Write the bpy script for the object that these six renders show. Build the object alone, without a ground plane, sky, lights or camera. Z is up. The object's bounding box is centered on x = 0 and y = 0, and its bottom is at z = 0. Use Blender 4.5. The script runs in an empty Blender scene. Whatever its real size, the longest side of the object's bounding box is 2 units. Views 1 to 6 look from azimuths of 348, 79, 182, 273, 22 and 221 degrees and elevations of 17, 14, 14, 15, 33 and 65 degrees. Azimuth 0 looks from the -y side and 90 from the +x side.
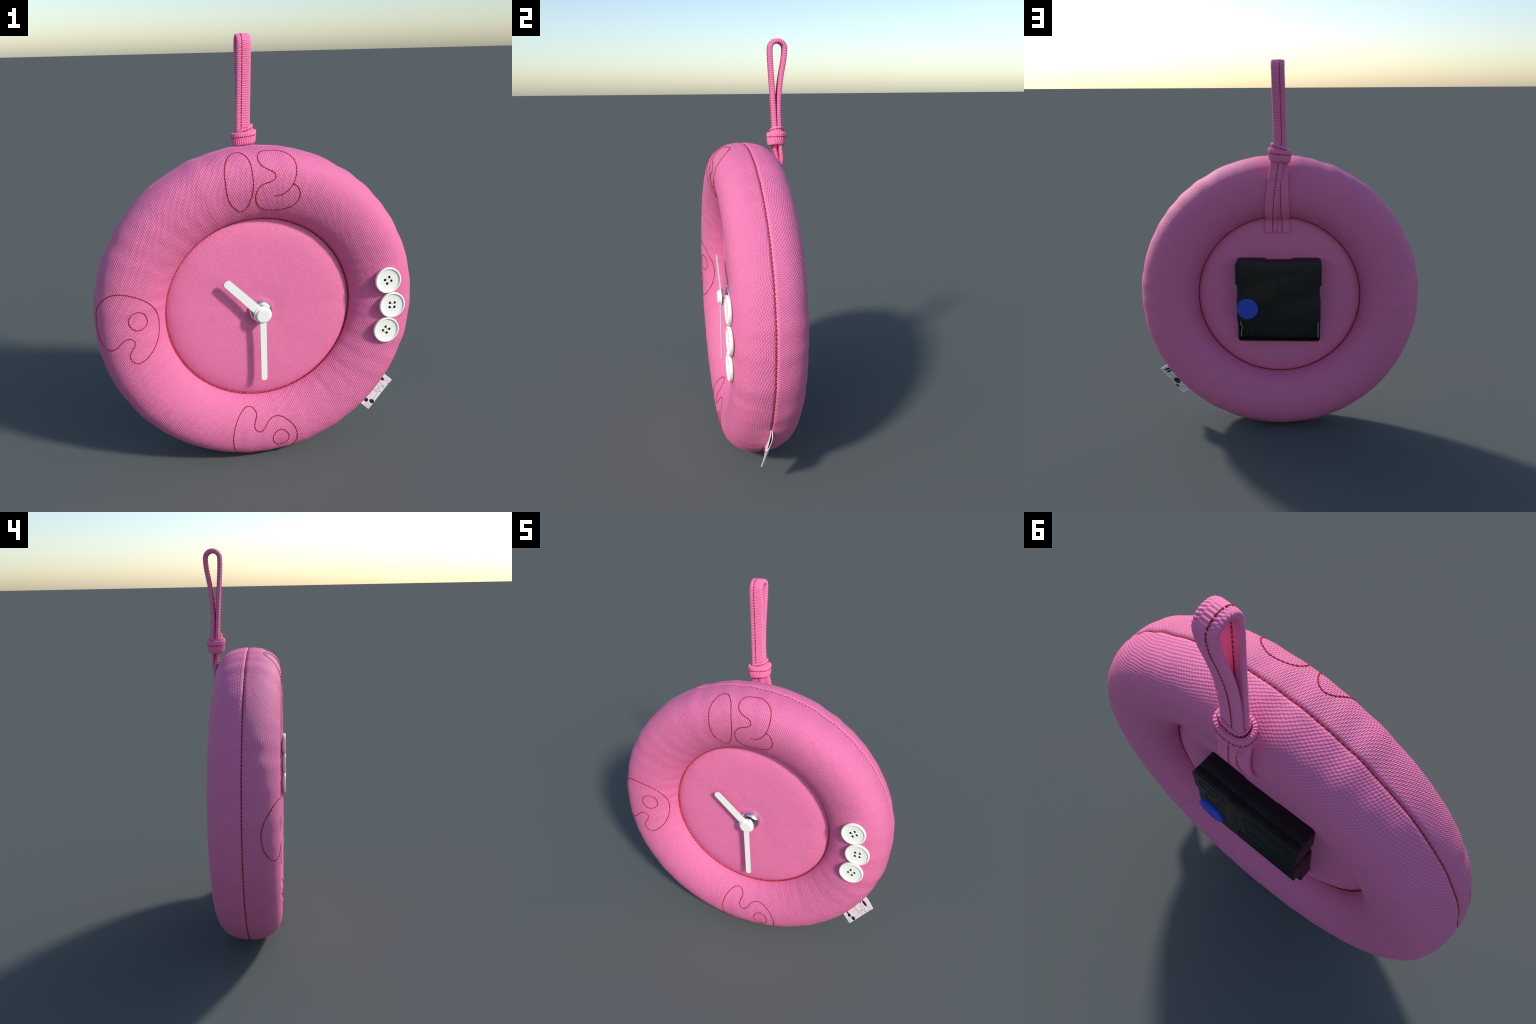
# A plush ring-shaped wall clock: stuffed pink fabric torus with stitched numerals,
# a padded dial with two hands, three buttons for the hour three, a folded label
# tag, a knotted hanging strap and a black movement box on the back.
import bpy, bmesh, math
import numpy as np
from mathutils import Vector

rng = np.random.default_rng(7)
PI = math.pi
CX, CZ = 0.0, 0.7605            # axis of the clock runs along y through (CX, CZ)

# ------------------------------------------------------------------ helpers
ROOT = bpy.data.objects.new("plush_wall_clock", None)
bpy.context.collection.objects.link(ROOT)
ROOT.location = (0, 0, 0)
ROOT["label"] = "round pink stuffed fabric wall clock with hanging strap"
ROOT["category"] = "wall clock"


def add_mesh(name, verts, faces, mats, parent=ROOT, smooth=True, mat_index=None, stuff=False):
    me = bpy.data.meshes.new(name)
    me.from_pydata([tuple(map(float, v)) for v in verts], [], [tuple(map(int, f)) for f in faces])
    for m in (mats if isinstance(mats, (list, tuple)) else [mats]):
        me.materials.append(m)
    if mat_index is not None:
        me.polygons.foreach_set("material_index", np.asarray(mat_index, dtype=np.int32))
    me.polygons.foreach_set("use_smooth", np.full(len(me.polygons), smooth, dtype=bool))
    me.update()
    ob = bpy.data.objects.new(name, me)
    bpy.context.collection.objects.link(ob)
    ob.parent = parent
    if stuff:
        ob["kind"] = "stuff"
    return ob


def grid_faces(n, m, close_n=False, close_m=False, base=0):
    """Quads of an n x m vertex grid (row-major)."""
    i = np.arange(n if close_n else n - 1)
    j = np.arange(m if close_m else m - 1)
    I, J = np.meshgrid(i, j, indexing="ij")
    a = I * m + J
    b = I * m + (J + 1) % m
    c = ((I + 1) % n) * m + (J + 1) % m
    d = ((I + 1) % n) * m + J
    return np.stack([a, b, c, d], -1).reshape(-1, 4) + base


def fix_normals(ob):
    bm = bmesh.new()
    bm.from_mesh(ob.data)
    bmesh.ops.recalc_face_normals(bm, faces=bm.faces)
    bm.to_mesh(ob.data)
    bm.free()
    return ob


def apply_modifiers(ob):
    dg = bpy.context.evaluated_depsgraph_get()
    me = bpy.data.meshes.new_from_object(ob.evaluated_get(dg))
    old = ob.data
    ob.modifiers.clear()
    ob.data = me
    me.name = old.name
    bpy.data.meshes.remove(old)
    return ob


def smooth_by_angle(ob, deg=35):
    me = ob.data
    me.polygons.foreach_set("use_smooth", np.full(len(me.polygons), True, dtype=bool))
    me.set_sharp_from_angle(angle=math.radians(deg))


def spline(points, n, closed=False):
    """Centripetal-free Catmull-Rom through points, resampled to n equal steps."""
    P = np.asarray(points, float)
    k = len(P)
    out = []
    seg = k if closed else k - 1
    for i in range(seg):
        if closed:
            p0, p1, p2, p3 = P[(i - 1) % k], P[i], P[(i + 1) % k], P[(i + 2) % k]
        else:
            p1, p2 = P[i], P[i + 1]
            p0 = P[i - 1] if i > 0 else 2 * p1 - p2
            p3 = P[i + 2] if i + 2 < k else 2 * p2 - p1
        t = np.linspace(0, 1, 24, endpoint=False)[:, None]
        out.append(0.5 * (2 * p1 + (p2 - p0) * t + (2 * p0 - 5 * p1 + 4 * p2 - p3) * t ** 2 + (3 * p1 - p0 - 3 * p2 + p3) * t ** 3))
    Q = np.concatenate(out + [P[:1] if closed else P[-1:]])
    L = np.r_[0, np.cumsum(np.linalg.norm(np.diff(Q, axis=0), axis=1))]
    s = np.linspace(0, L[-1], n)
    return np.stack([np.interp(s, L, Q[:, i]) for i in range(Q.shape[1])], -1)


def unit(v):
    return v / np.maximum(np.linalg.norm(v, axis=-1, keepdims=True), 1e-9)


# ---------------------------------------------------------------- materials
def new_mat(name):
    m = bpy.data.materials.new(name)
    m.use_nodes = True
    nt = m.node_tree
    bsdf = nt.nodes["Principled BSDF"]
    return m, nt, bsdf


class Nodes:
    """Tiny expression builder for math nodes."""

    def __init__(self, nt):
        self.nt = nt

    def math(self, op, *args, clamp=False):
        n = self.nt.nodes.new("ShaderNodeMath")
        n.operation = op
        n.use_clamp = clamp
        for i, a in enumerate(args):
            if isinstance(a, (int, float)):
                n.inputs[i].default_value = a
            else:
                self.nt.links.new(a, n.inputs[i])
        return n.outputs[0]

    def noise(self, vec, scale, detail=2.0, rough=0.5):
        n = self.nt.nodes.new("ShaderNodeTexNoise")
        n.inputs["Scale"].default_value = scale
        n.inputs["Detail"].default_value = detail
        n.inputs["Roughness"].default_value = rough
        self.nt.links.new(vec, n.inputs["Vector"])
        return n.outputs["Fac"]

    def mix(self, fac, a, b):
        n = self.nt.nodes.new("ShaderNodeMix")
        n.data_type = "RGBA"
        if isinstance(fac, (int, float)):
            n.inputs[0].default_value = fac
        else:
            self.nt.links.new(fac, n.inputs[0])
        for idx, c in ((6, a), (7, b)):
            if isinstance(c, tuple):
                n.inputs[idx].default_value = (*c, 1)
            else:
                self.nt.links.new(c, n.inputs[idx])
        return n.outputs[2]

    def bump(self, height, distance, strength=1.0):
        n = self.nt.nodes.new("ShaderNodeBump")
        n.inputs["Strength"].default_value = strength
        n.inputs["Distance"].default_value = distance
        self.nt.links.new(height, n.inputs["Height"])
        return n.outputs["Normal"]


PINK = (0.87, 0.212, 0.415)
PINK_VALLEY = (0.57, 0.100, 0.275)  # pink darkened for shade in the weave gaps, added to the bump shading
RED_THREAD = (0.34, 0.014, 0.016)


def fabric(name, crest=None, cols=0.0104, rows=0.0200, turn=False, depth=0.0028, valley=0.65, ridge=0.35, jit=1.0):
    """Plain weave: checker of little bumps.  With crest=(radius, y) the weave is laid on
    the cloth pattern piece unrolled from the crest circle of the ring."""
    m, nt, bsdf = new_mat(name)
    N = Nodes(nt)
    tc = nt.nodes.new("ShaderNodeTexCoord")
    sep = nt.nodes.new("ShaderNodeSeparateXYZ")
    nt.links.new(tc.outputs["Object"], sep.inputs[0])
    x, y, z = sep.outputs
    x = N.math("SUBTRACT", x, CX)
    z = N.math("SUBTRACT", z, CZ)
    if crest:
        r = N.math("SQRT", N.math("ADD", N.math("MULTIPLY", x, x), N.math("MULTIPLY", z, z)))
        dr = N.math("SUBTRACT", r, crest[0])
        dy = N.math("SUBTRACT", y, crest[1])
        d = N.math("SQRT", N.math("ADD", N.math("MULTIPLY", dr, dr), N.math("MULTIPLY", dy, dy)))
        rho = N.math("ADD", N.math("MULTIPLY", N.math("MULTIPLY", N.math("SIGN", dr), d), 1.08), crest[0])
        k = N.math("DIVIDE", rho, r)
        x = N.math("MULTIPLY", x, k)
        z = N.math("MULTIPLY", z, k)
    if turn:
        x, z = z, x
    warp = N.math("MULTIPLY", N.math("SUBTRACT", N.noise(tc.outputs["Object"], 60, 2), 0.5), 0.008 * jit)
    warp2 = N.math("MULTIPLY", N.math("SUBTRACT", N.noise(tc.outputs["Object"], 5, 2), 0.5), 0.015)
    xs = N.math("ADD", x, N.math("ADD", N.math("MULTIPLY", warp, 0.3 * jit), warp2))
    zs = N.math("ADD", z, warp)
    cx = N.math("COSINE", N.math("MULTIPLY", xs, 2 * PI / cols))
    cz = N.math("COSINE", N.math("MULTIPLY", zs, 2 * PI / rows))
    prod = N.math("MULTIPLY", cx, cz)
    prod = N.math("MULTIPLY", N.math("SIGN", prod), N.math("POWER", N.math("ABSOLUTE", prod), 0.75))
    cord = N.math("COSINE", N.math("MULTIPLY", xs, 4 * PI / cols))
    prod = N.math("ADD", N.math("MULTIPLY", prod, 1 - ridge), N.math("MULTIPLY", cord, ridge))
    weave = N.math("ADD", N.math("MULTIPLY", prod, 0.5), 0.5)
    fuzz = N.noise(tc.outputs["Object"], 420, 3, 0.65)
    h = N.math("ADD", weave, N.math("MULTIPLY", fuzz, 0.45))
    fold = N.noise(tc.outputs["Object"], 14, 3, 0.5)
    h = N.math("ADD", h, N.math("MULTIPLY", fold, 1.6))
    nt.links.new(N.bump(h, depth), bsdf.inputs["Normal"])
    tone = N.mix(N.math("MULTIPLY", N.math("SUBTRACT", 1.0, weave, clamp=True), valley), PINK, PINK_VALLEY)
    nt.links.new(tone, bsdf.inputs["Base Color"])
    bsdf.inputs["Roughness"].default_value = 0.62
    bsdf.inputs["Specular IOR Level"].default_value = 0.4
    return m


def plain(name, color, rough=0.5, metal=0.0, spec=0.5, grain=0.0, grain_scale=200):
    m, nt, bsdf = new_mat(name)
    bsdf.inputs["Base Color"].default_value = (*color, 1)
    bsdf.inputs["Roughness"].default_value = rough
    bsdf.inputs["Metallic"].default_value = metal
    bsdf.inputs["Specular IOR Level"].default_value = spec
    N = Nodes(nt)
    tc = nt.nodes.new("ShaderNodeTexCoord")
    n = N.noise(tc.outputs["Object"], grain_scale, 3)
    tint = tuple(c * 0.9 for c in color)
    nt.links.new(N.mix(N.math("MULTIPLY", n, 0.5), color, tint), bsdf.inputs["Base Color"])
    if grain:
        nt.links.new(N.bump(n, grain), bsdf.inputs["Normal"])
    return m


CREST_F = (0.617, -0.180)
CREST_B = (0.6115, 0.1436)
M_FRONT = fabric("pink_weave_front", CREST_F)
M_BACK = fabric("pink_weave_back", CREST_B, cols=0.0104, rows=0.0185, turn=True, depth=0.0017, ridge=0.0, jit=1.0)
M_DIAL = fabric("pink_weave_dial", None, cols=0.0100, rows=0.0130, depth=0.0010, valley=0.5, ridge=0.0, jit=4.0)
M_PANEL = fabric("pink_weave_panel", None, cols=0.0100, rows=0.0130, depth=0.0008, valley=0.4, ridge=0.0, jit=2.2)
M_STRAP = plain("pink_webbing", (0.86, 0.195, 0.405), 0.62, spec=0.4, grain=0.0006, grain_scale=500)
M_RED = plain("red_thread", RED_THREAD, 0.55, spec=0.4, grain=0.0006, grain_scale=900)
M_DARK = plain("thread_shadow_gap", (0.030, 0.008, 0.012), 0.9, spec=0.1)
M_WHITE = plain("white_lacquer", (0.91, 0.905, 0.83), 0.4)
M_EDGE = plain("hand_edge", (0.42, 0.44, 0.45), 0.4)
M_BUTTON = plain("white_button", (0.92, 0.915, 0.83), 0.4)
M_HOLE = plain("painted_hole_shadow", (0.002, 0.002, 0.002), 0.9, spec=0.0)
M_WTHREAD = plain("white_thread", (0.80, 0.79, 0.83), 0.6, grain=0.0004, grain_scale=900)
M_HUB = plain("brushed_steel", (0.78, 0.79, 0.80), 0.22, metal=1.0)
M_CHROME = plain("polished_chrome", (0.86, 0.87, 0.89), 0.04, metal=1.0)
M_LABEL = plain("label_cloth", (0.86, 0.80, 0.82), 0.75, spec=0.2, grain=0.0002, grain_scale=900)
M_INK = plain("black_ink", (0.016, 0.016, 0.016), 0.6, spec=0.3)
M_LINE = plain("grey_ink", (0.20, 0.18, 0.19), 0.7, spec=0.2)
M_BLUE = plain("blue_plastic", (0.022, 0.070, 0.54), 0.45)
M_METAL = plain("contact_metal", (0.75, 0.75, 0.76), 0.25, metal=1.0)


def movement_material():
    m, nt, bsdf = new_mat("black_plastic")
    N = Nodes(nt)
    tc = nt.nodes.new("ShaderNodeTexCoord")
    sep = nt.nodes.new("ShaderNodeSeparateXYZ")
    nt.links.new(tc.outputs["Object"], sep.inputs[0])
    x, y, z = sep.outputs
    col = (0.0027, 0.0028, 0.0029)

    def disc(cx, cz, r):
        dx = N.math("SUBTRACT", x, cx)
        dz = N.math("SUBTRACT", z, cz)
        d = N.math("SQRT", N.math("ADD", N.math("MULTIPLY", dx, dx), N.math("MULTIPLY", dz, dz)))
        return N.math("MULTIPLY", N.math("LESS_THAN", d, r), N.math("GREATER_THAN", y, 0.15))

    # faint tinted rounds on the rear face
    for cx, cz, r, c in ((0.094, 0.829, 0.079, (0.0125, 0.0088, 0.0014)), (-0.055, 0.828, 0.060, (0.0075, 0.0026, 0.0028)),
                         (-0.160, 0.860, 0.050, (0.0060, 0.0028, 0.0028)), (-0.066, 0.757, 0.062, (0.0014, 0.0065, 0.0030)),
                         (-0.148, 0.757, 0.038, (0.0024, 0.0030, 0.0062))):
        col = N.mix(disc(cx, cz, r), col, c)
    nt.links.new(col, bsdf.inputs["Base Color"])
    bsdf.inputs["Roughness"].default_value = 0.48
    bsdf.inputs["Specular IOR Level"].default_value = 0.45
    fine = N.noise(tc.outputs["Object"], 700, 2)
    nt.links.new(N.bump(fine, 0.00003), bsdf.inputs["Normal"])
    return m


M_BLACK = movement_material()

# ------------------------------------------------- the stuffed ring surface
R_OUT, Y_SEAM = 0.759, -0.0175
FI_R, FI_Y = 0.4395, -0.064      # front inner seam
BI_R, BI_Y = 0.4415, 0.0213      # back inner seam


def half_profile(crest, inner, power, n=400):
    t = np.linspace(0, PI / 2, n)
    c, s = np.clip(np.cos(t), 0, 1), np.sin(t)
    rm, yc = crest
    ri, yi = inner
    inn = np.stack([rm - (rm - ri) * c ** (2 / power), yi + (yc - yi) * s ** (2 / power)], -1)
    out = np.stack([rm + (R_OUT - rm) * s ** (2 / 2.4), Y_SEAM + (yc - Y_SEAM) * c ** (2 / 2.4)], -1)
    return np.concatenate([inn, out[1:]])


_front = half_profile(CREST_F, (FI_R, FI_Y), 1.75)
_back = half_profile(CREST_B, (BI_R, BI_Y), 2.0)
PROFILE = np.concatenate([_front, _back[::-1][1:]])
ARC = np.r_[0, np.cumsum(np.linalg.norm(np.diff(PROFILE, axis=0), axis=1))]
S_SEAM = ARC[len(_front) - 1]
S_END = ARC[-1]
# resample evenly and get outward normals
_S = np.linspace(0, S_END, 1200)
_P = np.stack([np.interp(_S, ARC, PROFILE[:, i]) for i in (0, 1)], -1)
_T = unit(np.gradient(_P, axis=0))
_N = np.stack([-_T[:, 1], _T[:, 0]], -1)
if _N[300, 1] > 0:
    _N = -_N
_ker = np.ones(15) / 15
_Ns = unit(np.stack([np.convolve(np.pad(_N[:, i], 7, "edge"), _ker, "valid") for i in (0, 1)], -1))

_waves = [(int(k), rng.uniform(0, 2 * PI), rng.normal(0, 9), rng.normal(0, 1)) for k in rng.integers(12, 52, 34)]
_gather = [(int(k), rng.uniform(0, 2 * PI), rng.normal(0, 5), rng.normal(0, 1)) for k in rng.integers(34, 70, 30)]


def ripple(theta, s):
    """Uneven stuffing plus gathers that run across the tube and grow near the seams."""
    w = sum(a * np.sin(k * theta + p + q * s) for k, p, q, a in _waves) / math.sqrt(len(_waves))
    g = sum(a * np.sin(k * theta + p + q * s) for k, p, q, a in _gather) / math.sqrt(len(_gather))
    near = 0.4 * np.exp(-((s - S_SEAM) / 0.07) ** 2) + 0.9 * np.exp(-((s - 0.09) / 0.07) ** 2) + 0.6 * np.exp(-((S_END - s - 0.09) / 0.07) ** 2)
    ends = np.clip(np.minimum(s, S_END - s) / 0.04, 0, 1)
    patch = 0.6 + 0.6 * np.sin(2 * theta + 1.0) * np.sin(3 * theta + 0.3)
    return ((0.0006 + 0.0009 * np.exp(-((s - S_SEAM) / 0.14) ** 2)) * w + 0.0006 * g * near * patch) * ends


def ring_point(theta, s, lift=0.0, groove=True):
    theta, s = np.broadcast_arrays(np.asarray(theta, float), np.asarray(s, float))
    r = np.interp(s, _S, _P[:, 0])
    y = np.interp(s, _S, _P[:, 1])
    nr = np.interp(s, _S, _Ns[:, 0])
    ny = np.interp(s, _S, _Ns[:, 1])
    d = ripple(theta, s) + lift
    if groove:
        d = d + 0.0008 * np.exp(-((s - S_SEAM) / 0.024) ** 2) - 0.0075 * np.exp(-np.abs((s - S_SEAM) / 0.0055) ** 1.3)
    r = r + nr * d
    y = y + ny * d
    c, sn = np.cos(theta), np.sin(theta)
    return np.stack([CX + r * c, y, CZ + r * sn], -1), np.stack([nr * c, ny, nr * sn], -1)


# sampling along the profile: finer around the outer seam
NT = 900
ss = np.unique(np.concatenate([np.linspace(0, S_END, 170), S_SEAM + np.linspace(-0.03, 0.03, 41)]))
th = np.linspace(0, 2 * PI, NT, endpoint=False)
V, _ = ring_point(th[:, None], ss[None, :])
F = grid_faces(NT, len(ss), close_n=True)
mid = 0.5 * (ss[1:] + ss[:-1])
mi = np.tile((mid > S_SEAM).astype(int), NT)
cushion = add_mesh("cushion_ring", V.reshape(-1, 3), F, [M_FRONT, M_BACK], mat_index=mi)
fix_normals(cushion)


def padded_disc(name, r_edge, y_edge, y_mid, mat, power, dimple=0.0):
    """Padded round panel inside the ring: dips at the seam, bulges in the middle."""
    rr = r_edge * np.sin(np.linspace(0.004, PI / 2, 110))
    a = np.linspace(0, 2 * PI, 360, endpoint=False)
    q = np.clip(1 - (rr / r_edge) ** power, 0, 1) ** 0.75
    A, RR = np.meshgrid(a, rr, indexing="ij")
    bump = sum(w * np.sin(k * A + p) for k, p, w in ((5, 0.3, 1.0), (9, 2.0, 0.7), (17, 1.1, 0.5))) * 0.0007 * (RR / r_edge)
    sgn = 1 if y_mid > y_edge else -1
    Y = y_edge + (y_mid - y_edge) * q[None, :] + bump * np.clip((r_edge - RR) / 0.03, 0, 1)
    Y = Y - sgn * dimple * np.exp(-(RR / 0.09) ** 2)
    Vd = np.stack([CX + RR * np.cos(A), Y, CZ + RR * np.sin(A)], -1).reshape(-1, 3)
    Fd = list(map(tuple, grid_faces(360, len(rr), close_n=True)))
    Fd.append(tuple(i * len(rr) for i in range(360)))
    return fix_normals(add_mesh(name, Vd, Fd, mat))


dial = padded_disc("dial_face", FI_R + 0.004, FI_Y + 0.004, -0.096, M_DIAL, 9, dimple=0.014)
panel = padded_disc("back_panel", BI_R + 0.004, BI_Y - 0.004, 0.060, M_PANEL, 8)


# --------------------------------------------------------------- stitching
def stitch_mesh(name, curves, pitch, radius, parent=ROOT, sink=0.4, sides=8, mats=(M_RED, M_DARK), fill=0.95):
    """Rows of short thread stitches.  curves: list of (points, normals, closed)."""
    verts, faces, mat = [], [], []
    nv = 0
    for P, Nn, closed in curves:
        P = np.asarray(P)
        L = np.r_[0, np.cumsum(np.linalg.norm(np.diff(P, axis=0), axis=1))]
        n = max(1, int(round(L[-1] / pitch)))
        step = L[-1] / n

        def at(s):
            return (np.stack([np.interp(s, L, P[:, i]) for i in range(3)], -1),
                    unit(np.stack([np.interp(s, L, Nn[:, i]) for i in range(3)], -1)))

        u = np.array([-1, -0.9, -0.7, -0.4, 0, 0.4, 0.7, 0.9, 1.0])
        prof = np.sqrt(np.clip(1 - np.abs(u) ** 5, 0, 1)) * 0.85 + 0.15
        for k in range(n):
            half = 0.5 * step * fill * rng.uniform(0.93, 1.05)
            c = (k + 0.5) * step
            p, nn = at(c + u * half)
            t = unit(np.gradient(p, axis=0))
            b = unit(np.cross(t, nn))
            rad = radius * rng.uniform(0.9, 1.08) * prof
            up = radius * (0.55 - sink) - radius * 0.9 * np.abs(u) ** 6
            skew = rng.normal(0, 0.08) * u * radius * 2
            ctr = p + nn * up[:, None] + b * skew[:, None]
            ang = np.linspace(0, 2 * PI, sides, endpoint=False)
            ring = ctr[:, None] + rad[:, None, None] * (np.cos(ang)[None, :, None] * nn[:, None] + np.sin(ang)[None, :, None] * b[:, None])
            verts.append(ring.reshape(-1, 3))
            f = grid_faces(9, sides, close_m=True, base=nv)
            faces += list(map(tuple, f))
            faces += [tuple(range(nv, nv + sides)), tuple(range(nv + 8 * sides, nv + 9 * sides))]
            mat += [0] * (len(f) + 2)
            nv += 9 * sides
        # near-black tube modelled under the row to draw the shadow between stitches
        m = max(8, n * 3)
        p, nn = at(np.linspace(0, L[-1], m))
        t = unit(np.gradient(p, axis=0))
        b = unit(np.cross(t, nn))
        ang = np.linspace(0, 2 * PI, 6, endpoint=False)
        ring = (p - nn * radius * 0.30)[:, None] + radius * 0.62 * (np.cos(ang)[None, :, None] * nn[:, None] + np.sin(ang)[None, :, None] * b[:, None])
        verts.append(ring.reshape(-1, 3))
        f = grid_faces(m, 6, close_m=True, base=nv)
        faces += list(map(tuple, f))
        mat += [1] * len(f)
        nv += m * 6
    ob = add_mesh(name, np.concatenate(verts), faces, list(mats), parent=parent, mat_index=mat, stuff=True)
    return fix_normals(ob)


a = np.linspace(0, 2 * PI, 721)
zero = np.zeros_like(a)
P, Nn = ring_point(a, zero + S_SEAM, groove=True)
stitch_mesh("seam_stitching", [(P, Nn, True)], 0.0180, 0.0036, sink=0.25, fill=0.84)
P = np.stack([CX + (FI_R + 0.0025) * np.cos(a), zero + FI_Y - 0.0070, CZ + (FI_R + 0.0025) * np.sin(a)], -1)
Nn = np.stack([-0.45 * np.cos(a), zero - 0.9, -0.45 * np.sin(a)], -1)
stitch_mesh("seam_stitching", [(P, Nn, True)], 0.0150, 0.0044, sink=0.0, fill=0.90)
P = np.stack([CX + (BI_R + 0.001) * np.cos(a), zero + BI_Y + 0.0055, CZ + (BI_R + 0.001) * np.sin(a)], -1)
Nn = np.stack([-0.45 * np.cos(a), zero + 0.9, -0.45 * np.sin(a)], -1)
stitch_mesh("seam_stitching", [(P, Nn, True)], 0.0165, 0.0044, sink=0.0)

# Numerals: outlines on the flat cloth piece (offset from the clock centre, in metres).
ONE = [(-0.111, 0.827), (-0.129, 0.818), (-0.145, 0.800), (-0.157, 0.774), (-0.165, 0.746), (-0.169, 0.715), (-0.169, 0.681), (-0.167, 0.646),
       (-0.160, 0.612), (-0.145, 0.578), (-0.125, 0.556), (-0.103, 0.538), (-0.079, 0.540), (-0.062, 0.566), (-0.049, 0.603), (-0.042, 0.632),
       (-0.039, 0.661), (-0.040, 0.699), (-0.043, 0.735), (-0.049, 0.767), (-0.064, 0.799), (-0.087, 0.822)]
TWO = [(0.062, 0.607), (0.093, 0.610), (0.123, 0.625), (0.150, 0.655), (0.166, 0.690), (0.172, 0.728), (0.169, 0.759), (0.160, 0.782),
       (0.139, 0.807), (0.103, 0.829), (0.067, 0.833), (0.043, 0.831), (0.019, 0.824), (0.002, 0.810), (-0.007, 0.790), (-0.006, 0.765),
       (0.008, 0.743), (0.032, 0.728), (0.057, 0.716), (0.069, 0.701), (0.065, 0.684), (0.046, 0.674), (0.021, 0.668), (-0.003, 0.658),
       (-0.020, 0.638), (-0.027, 0.613), (-0.024, 0.587), (-0.010, 0.561), (0.019, 0.539), (0.053, 0.532), (0.086, 0.533), (0.121, 0.539),
       (0.154, 0.552), (0.177, 0.575), (0.187, 0.603), (0.183, 0.627), (0.172, 0.644), (0.154, 0.657)]
NINE = [(-0.690, 0.186), (-0.657, 0.182), (-0.626, 0.171), (-0.594, 0.154), (-0.564, 0.129), (-0.536, 0.095), (-0.517, 0.055), (-0.509, 0.012),
       (-0.513, -0.034), (-0.528, -0.082), (-0.549, -0.117), (-0.574, -0.144), (-0.601, -0.165), (-0.625, -0.171), (-0.645, -0.162), (-0.658, -0.144),
       (-0.660, -0.123), (-0.651, -0.100), (-0.639, -0.080), (-0.635, -0.061), (-0.644, -0.046), (-0.661, -0.040), (-0.680, -0.045), (-0.696, -0.060),
       (-0.711, -0.078), (-0.728, -0.090), (-0.751, -0.094), (-0.774, -0.088), (-0.794, -0.072), (-0.813, -0.045), (-0.826, -0.010), (-0.831, 0.035),
       (-0.824, 0.079), (-0.809, 0.111), (-0.781, 0.143), (-0.746, 0.170), (-0.718, 0.182)]
NINE_EYE = [(-0.572, 0.036), (-0.585, 0.008), (-0.617, -0.003), (-0.645, 0.014), (-0.657, 0.047), (-0.644, 0.079), (-0.613, 0.091), (-0.583, 0.072)]
SIX = [(-0.124, -0.782), (-0.148, -0.756), (-0.166, -0.726), (-0.174, -0.693), (-0.177, -0.660), (-0.173, -0.630), (-0.165, -0.598), (-0.151, -0.567),
       (-0.132, -0.541), (-0.112, -0.522), (-0.094, -0.512), (-0.074, -0.513), (-0.058, -0.525), (-0.048, -0.542), (-0.046, -0.559), (-0.053, -0.578),
       (-0.061, -0.598), (-0.061, -0.618), (-0.053, -0.632), (-0.038, -0.640), (-0.022, -0.637), (-0.008, -0.625), (0.004, -0.606), (0.021, -0.587),
       (0.042, -0.576), (0.064, -0.573), (0.086, -0.578), (0.110, -0.592), (0.133, -0.611), (0.150, -0.634), (0.161, -0.660), (0.165, -0.689),
       (0.162, -0.717), (0.152, -0.743), (0.136, -0.768), (0.111, -0.793), (0.074, -0.812), (0.028, -0.822), (-0.025, -0.821), (-0.079, -0.808)]
SIX_EYE = [(0.079, -0.642), (0.104, -0.654), (0.119, -0.677), (0.116, -0.703), (0.096, -0.722), (0.065, -0.728), (0.040, -0.708), (0.034, -0.679),
       (0.050, -0.653)]


def on_ring(flat, closed, lift=0.0):
    n = 40 * len(flat) // 4
    q = spline(flat, n, closed)
    rho = np.hypot(q[:, 0], q[:, 1])
    P, Nn = ring_point(np.arctan2(q[:, 1], q[:, 0]), rho - FI_R, lift)
    return P, Nn, closed


for strokes in ([(ONE, True)], [(TWO, False)], [(NINE, True), (NINE_EYE, True)], [(SIX, True), (SIX_EYE, True)]):
    stitch_mesh("numeral", [on_ring(f, c) for f, c in strokes], 0.0140, 0.0026, sink=0.42, fill=0.90)


# ------------------------------------------------------- lathed / flat parts
def lathe(name, prof, centre, mats, parent=ROOT, seg=64, y_dir=-1, smooth_deg=30, mat_of=None):
    """Revolve (radius, height) about the y axis through centre=(x, y, z); height grows along y_dir."""
    prof = np.asarray(prof, float)
    a = np.linspace(0, 2 * PI, seg, endpoint=False)
    V = np.stack([centre[0] + prof[None, :, 0] * np.cos(a)[:, None],
                  centre[1] + y_dir * np.repeat(prof[None, :, 1], seg, 0),
                  centre[2] + prof[None, :, 0] * np.sin(a)[:, None]], -1).reshape(-1, 3)
    m = len(prof)
    F = list(map(tuple, grid_faces(seg, m, close_n=True)))
    mi = list(np.tile(mat_of if mat_of is not None else [0] * (m - 1), seg))
    F.append(tuple(i * m for i in range(seg)))
    F.append(tuple(i * m + m - 1 for i in range(seg)))
    mi += [mi[0], mi[m - 2]]
    ob = fix_normals(add_mesh(name, V, F, mats, parent, mat_index=mi))
    smooth_by_angle(ob, smooth_deg)
    return ob


def arc(cx, cy, r, a0, a1, n=6):
    t = np.radians(np.linspace(a0, a1, n))
    return [(cx + r * math.cos(q), cy + r * math.sin(q)) for q in t]


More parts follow.
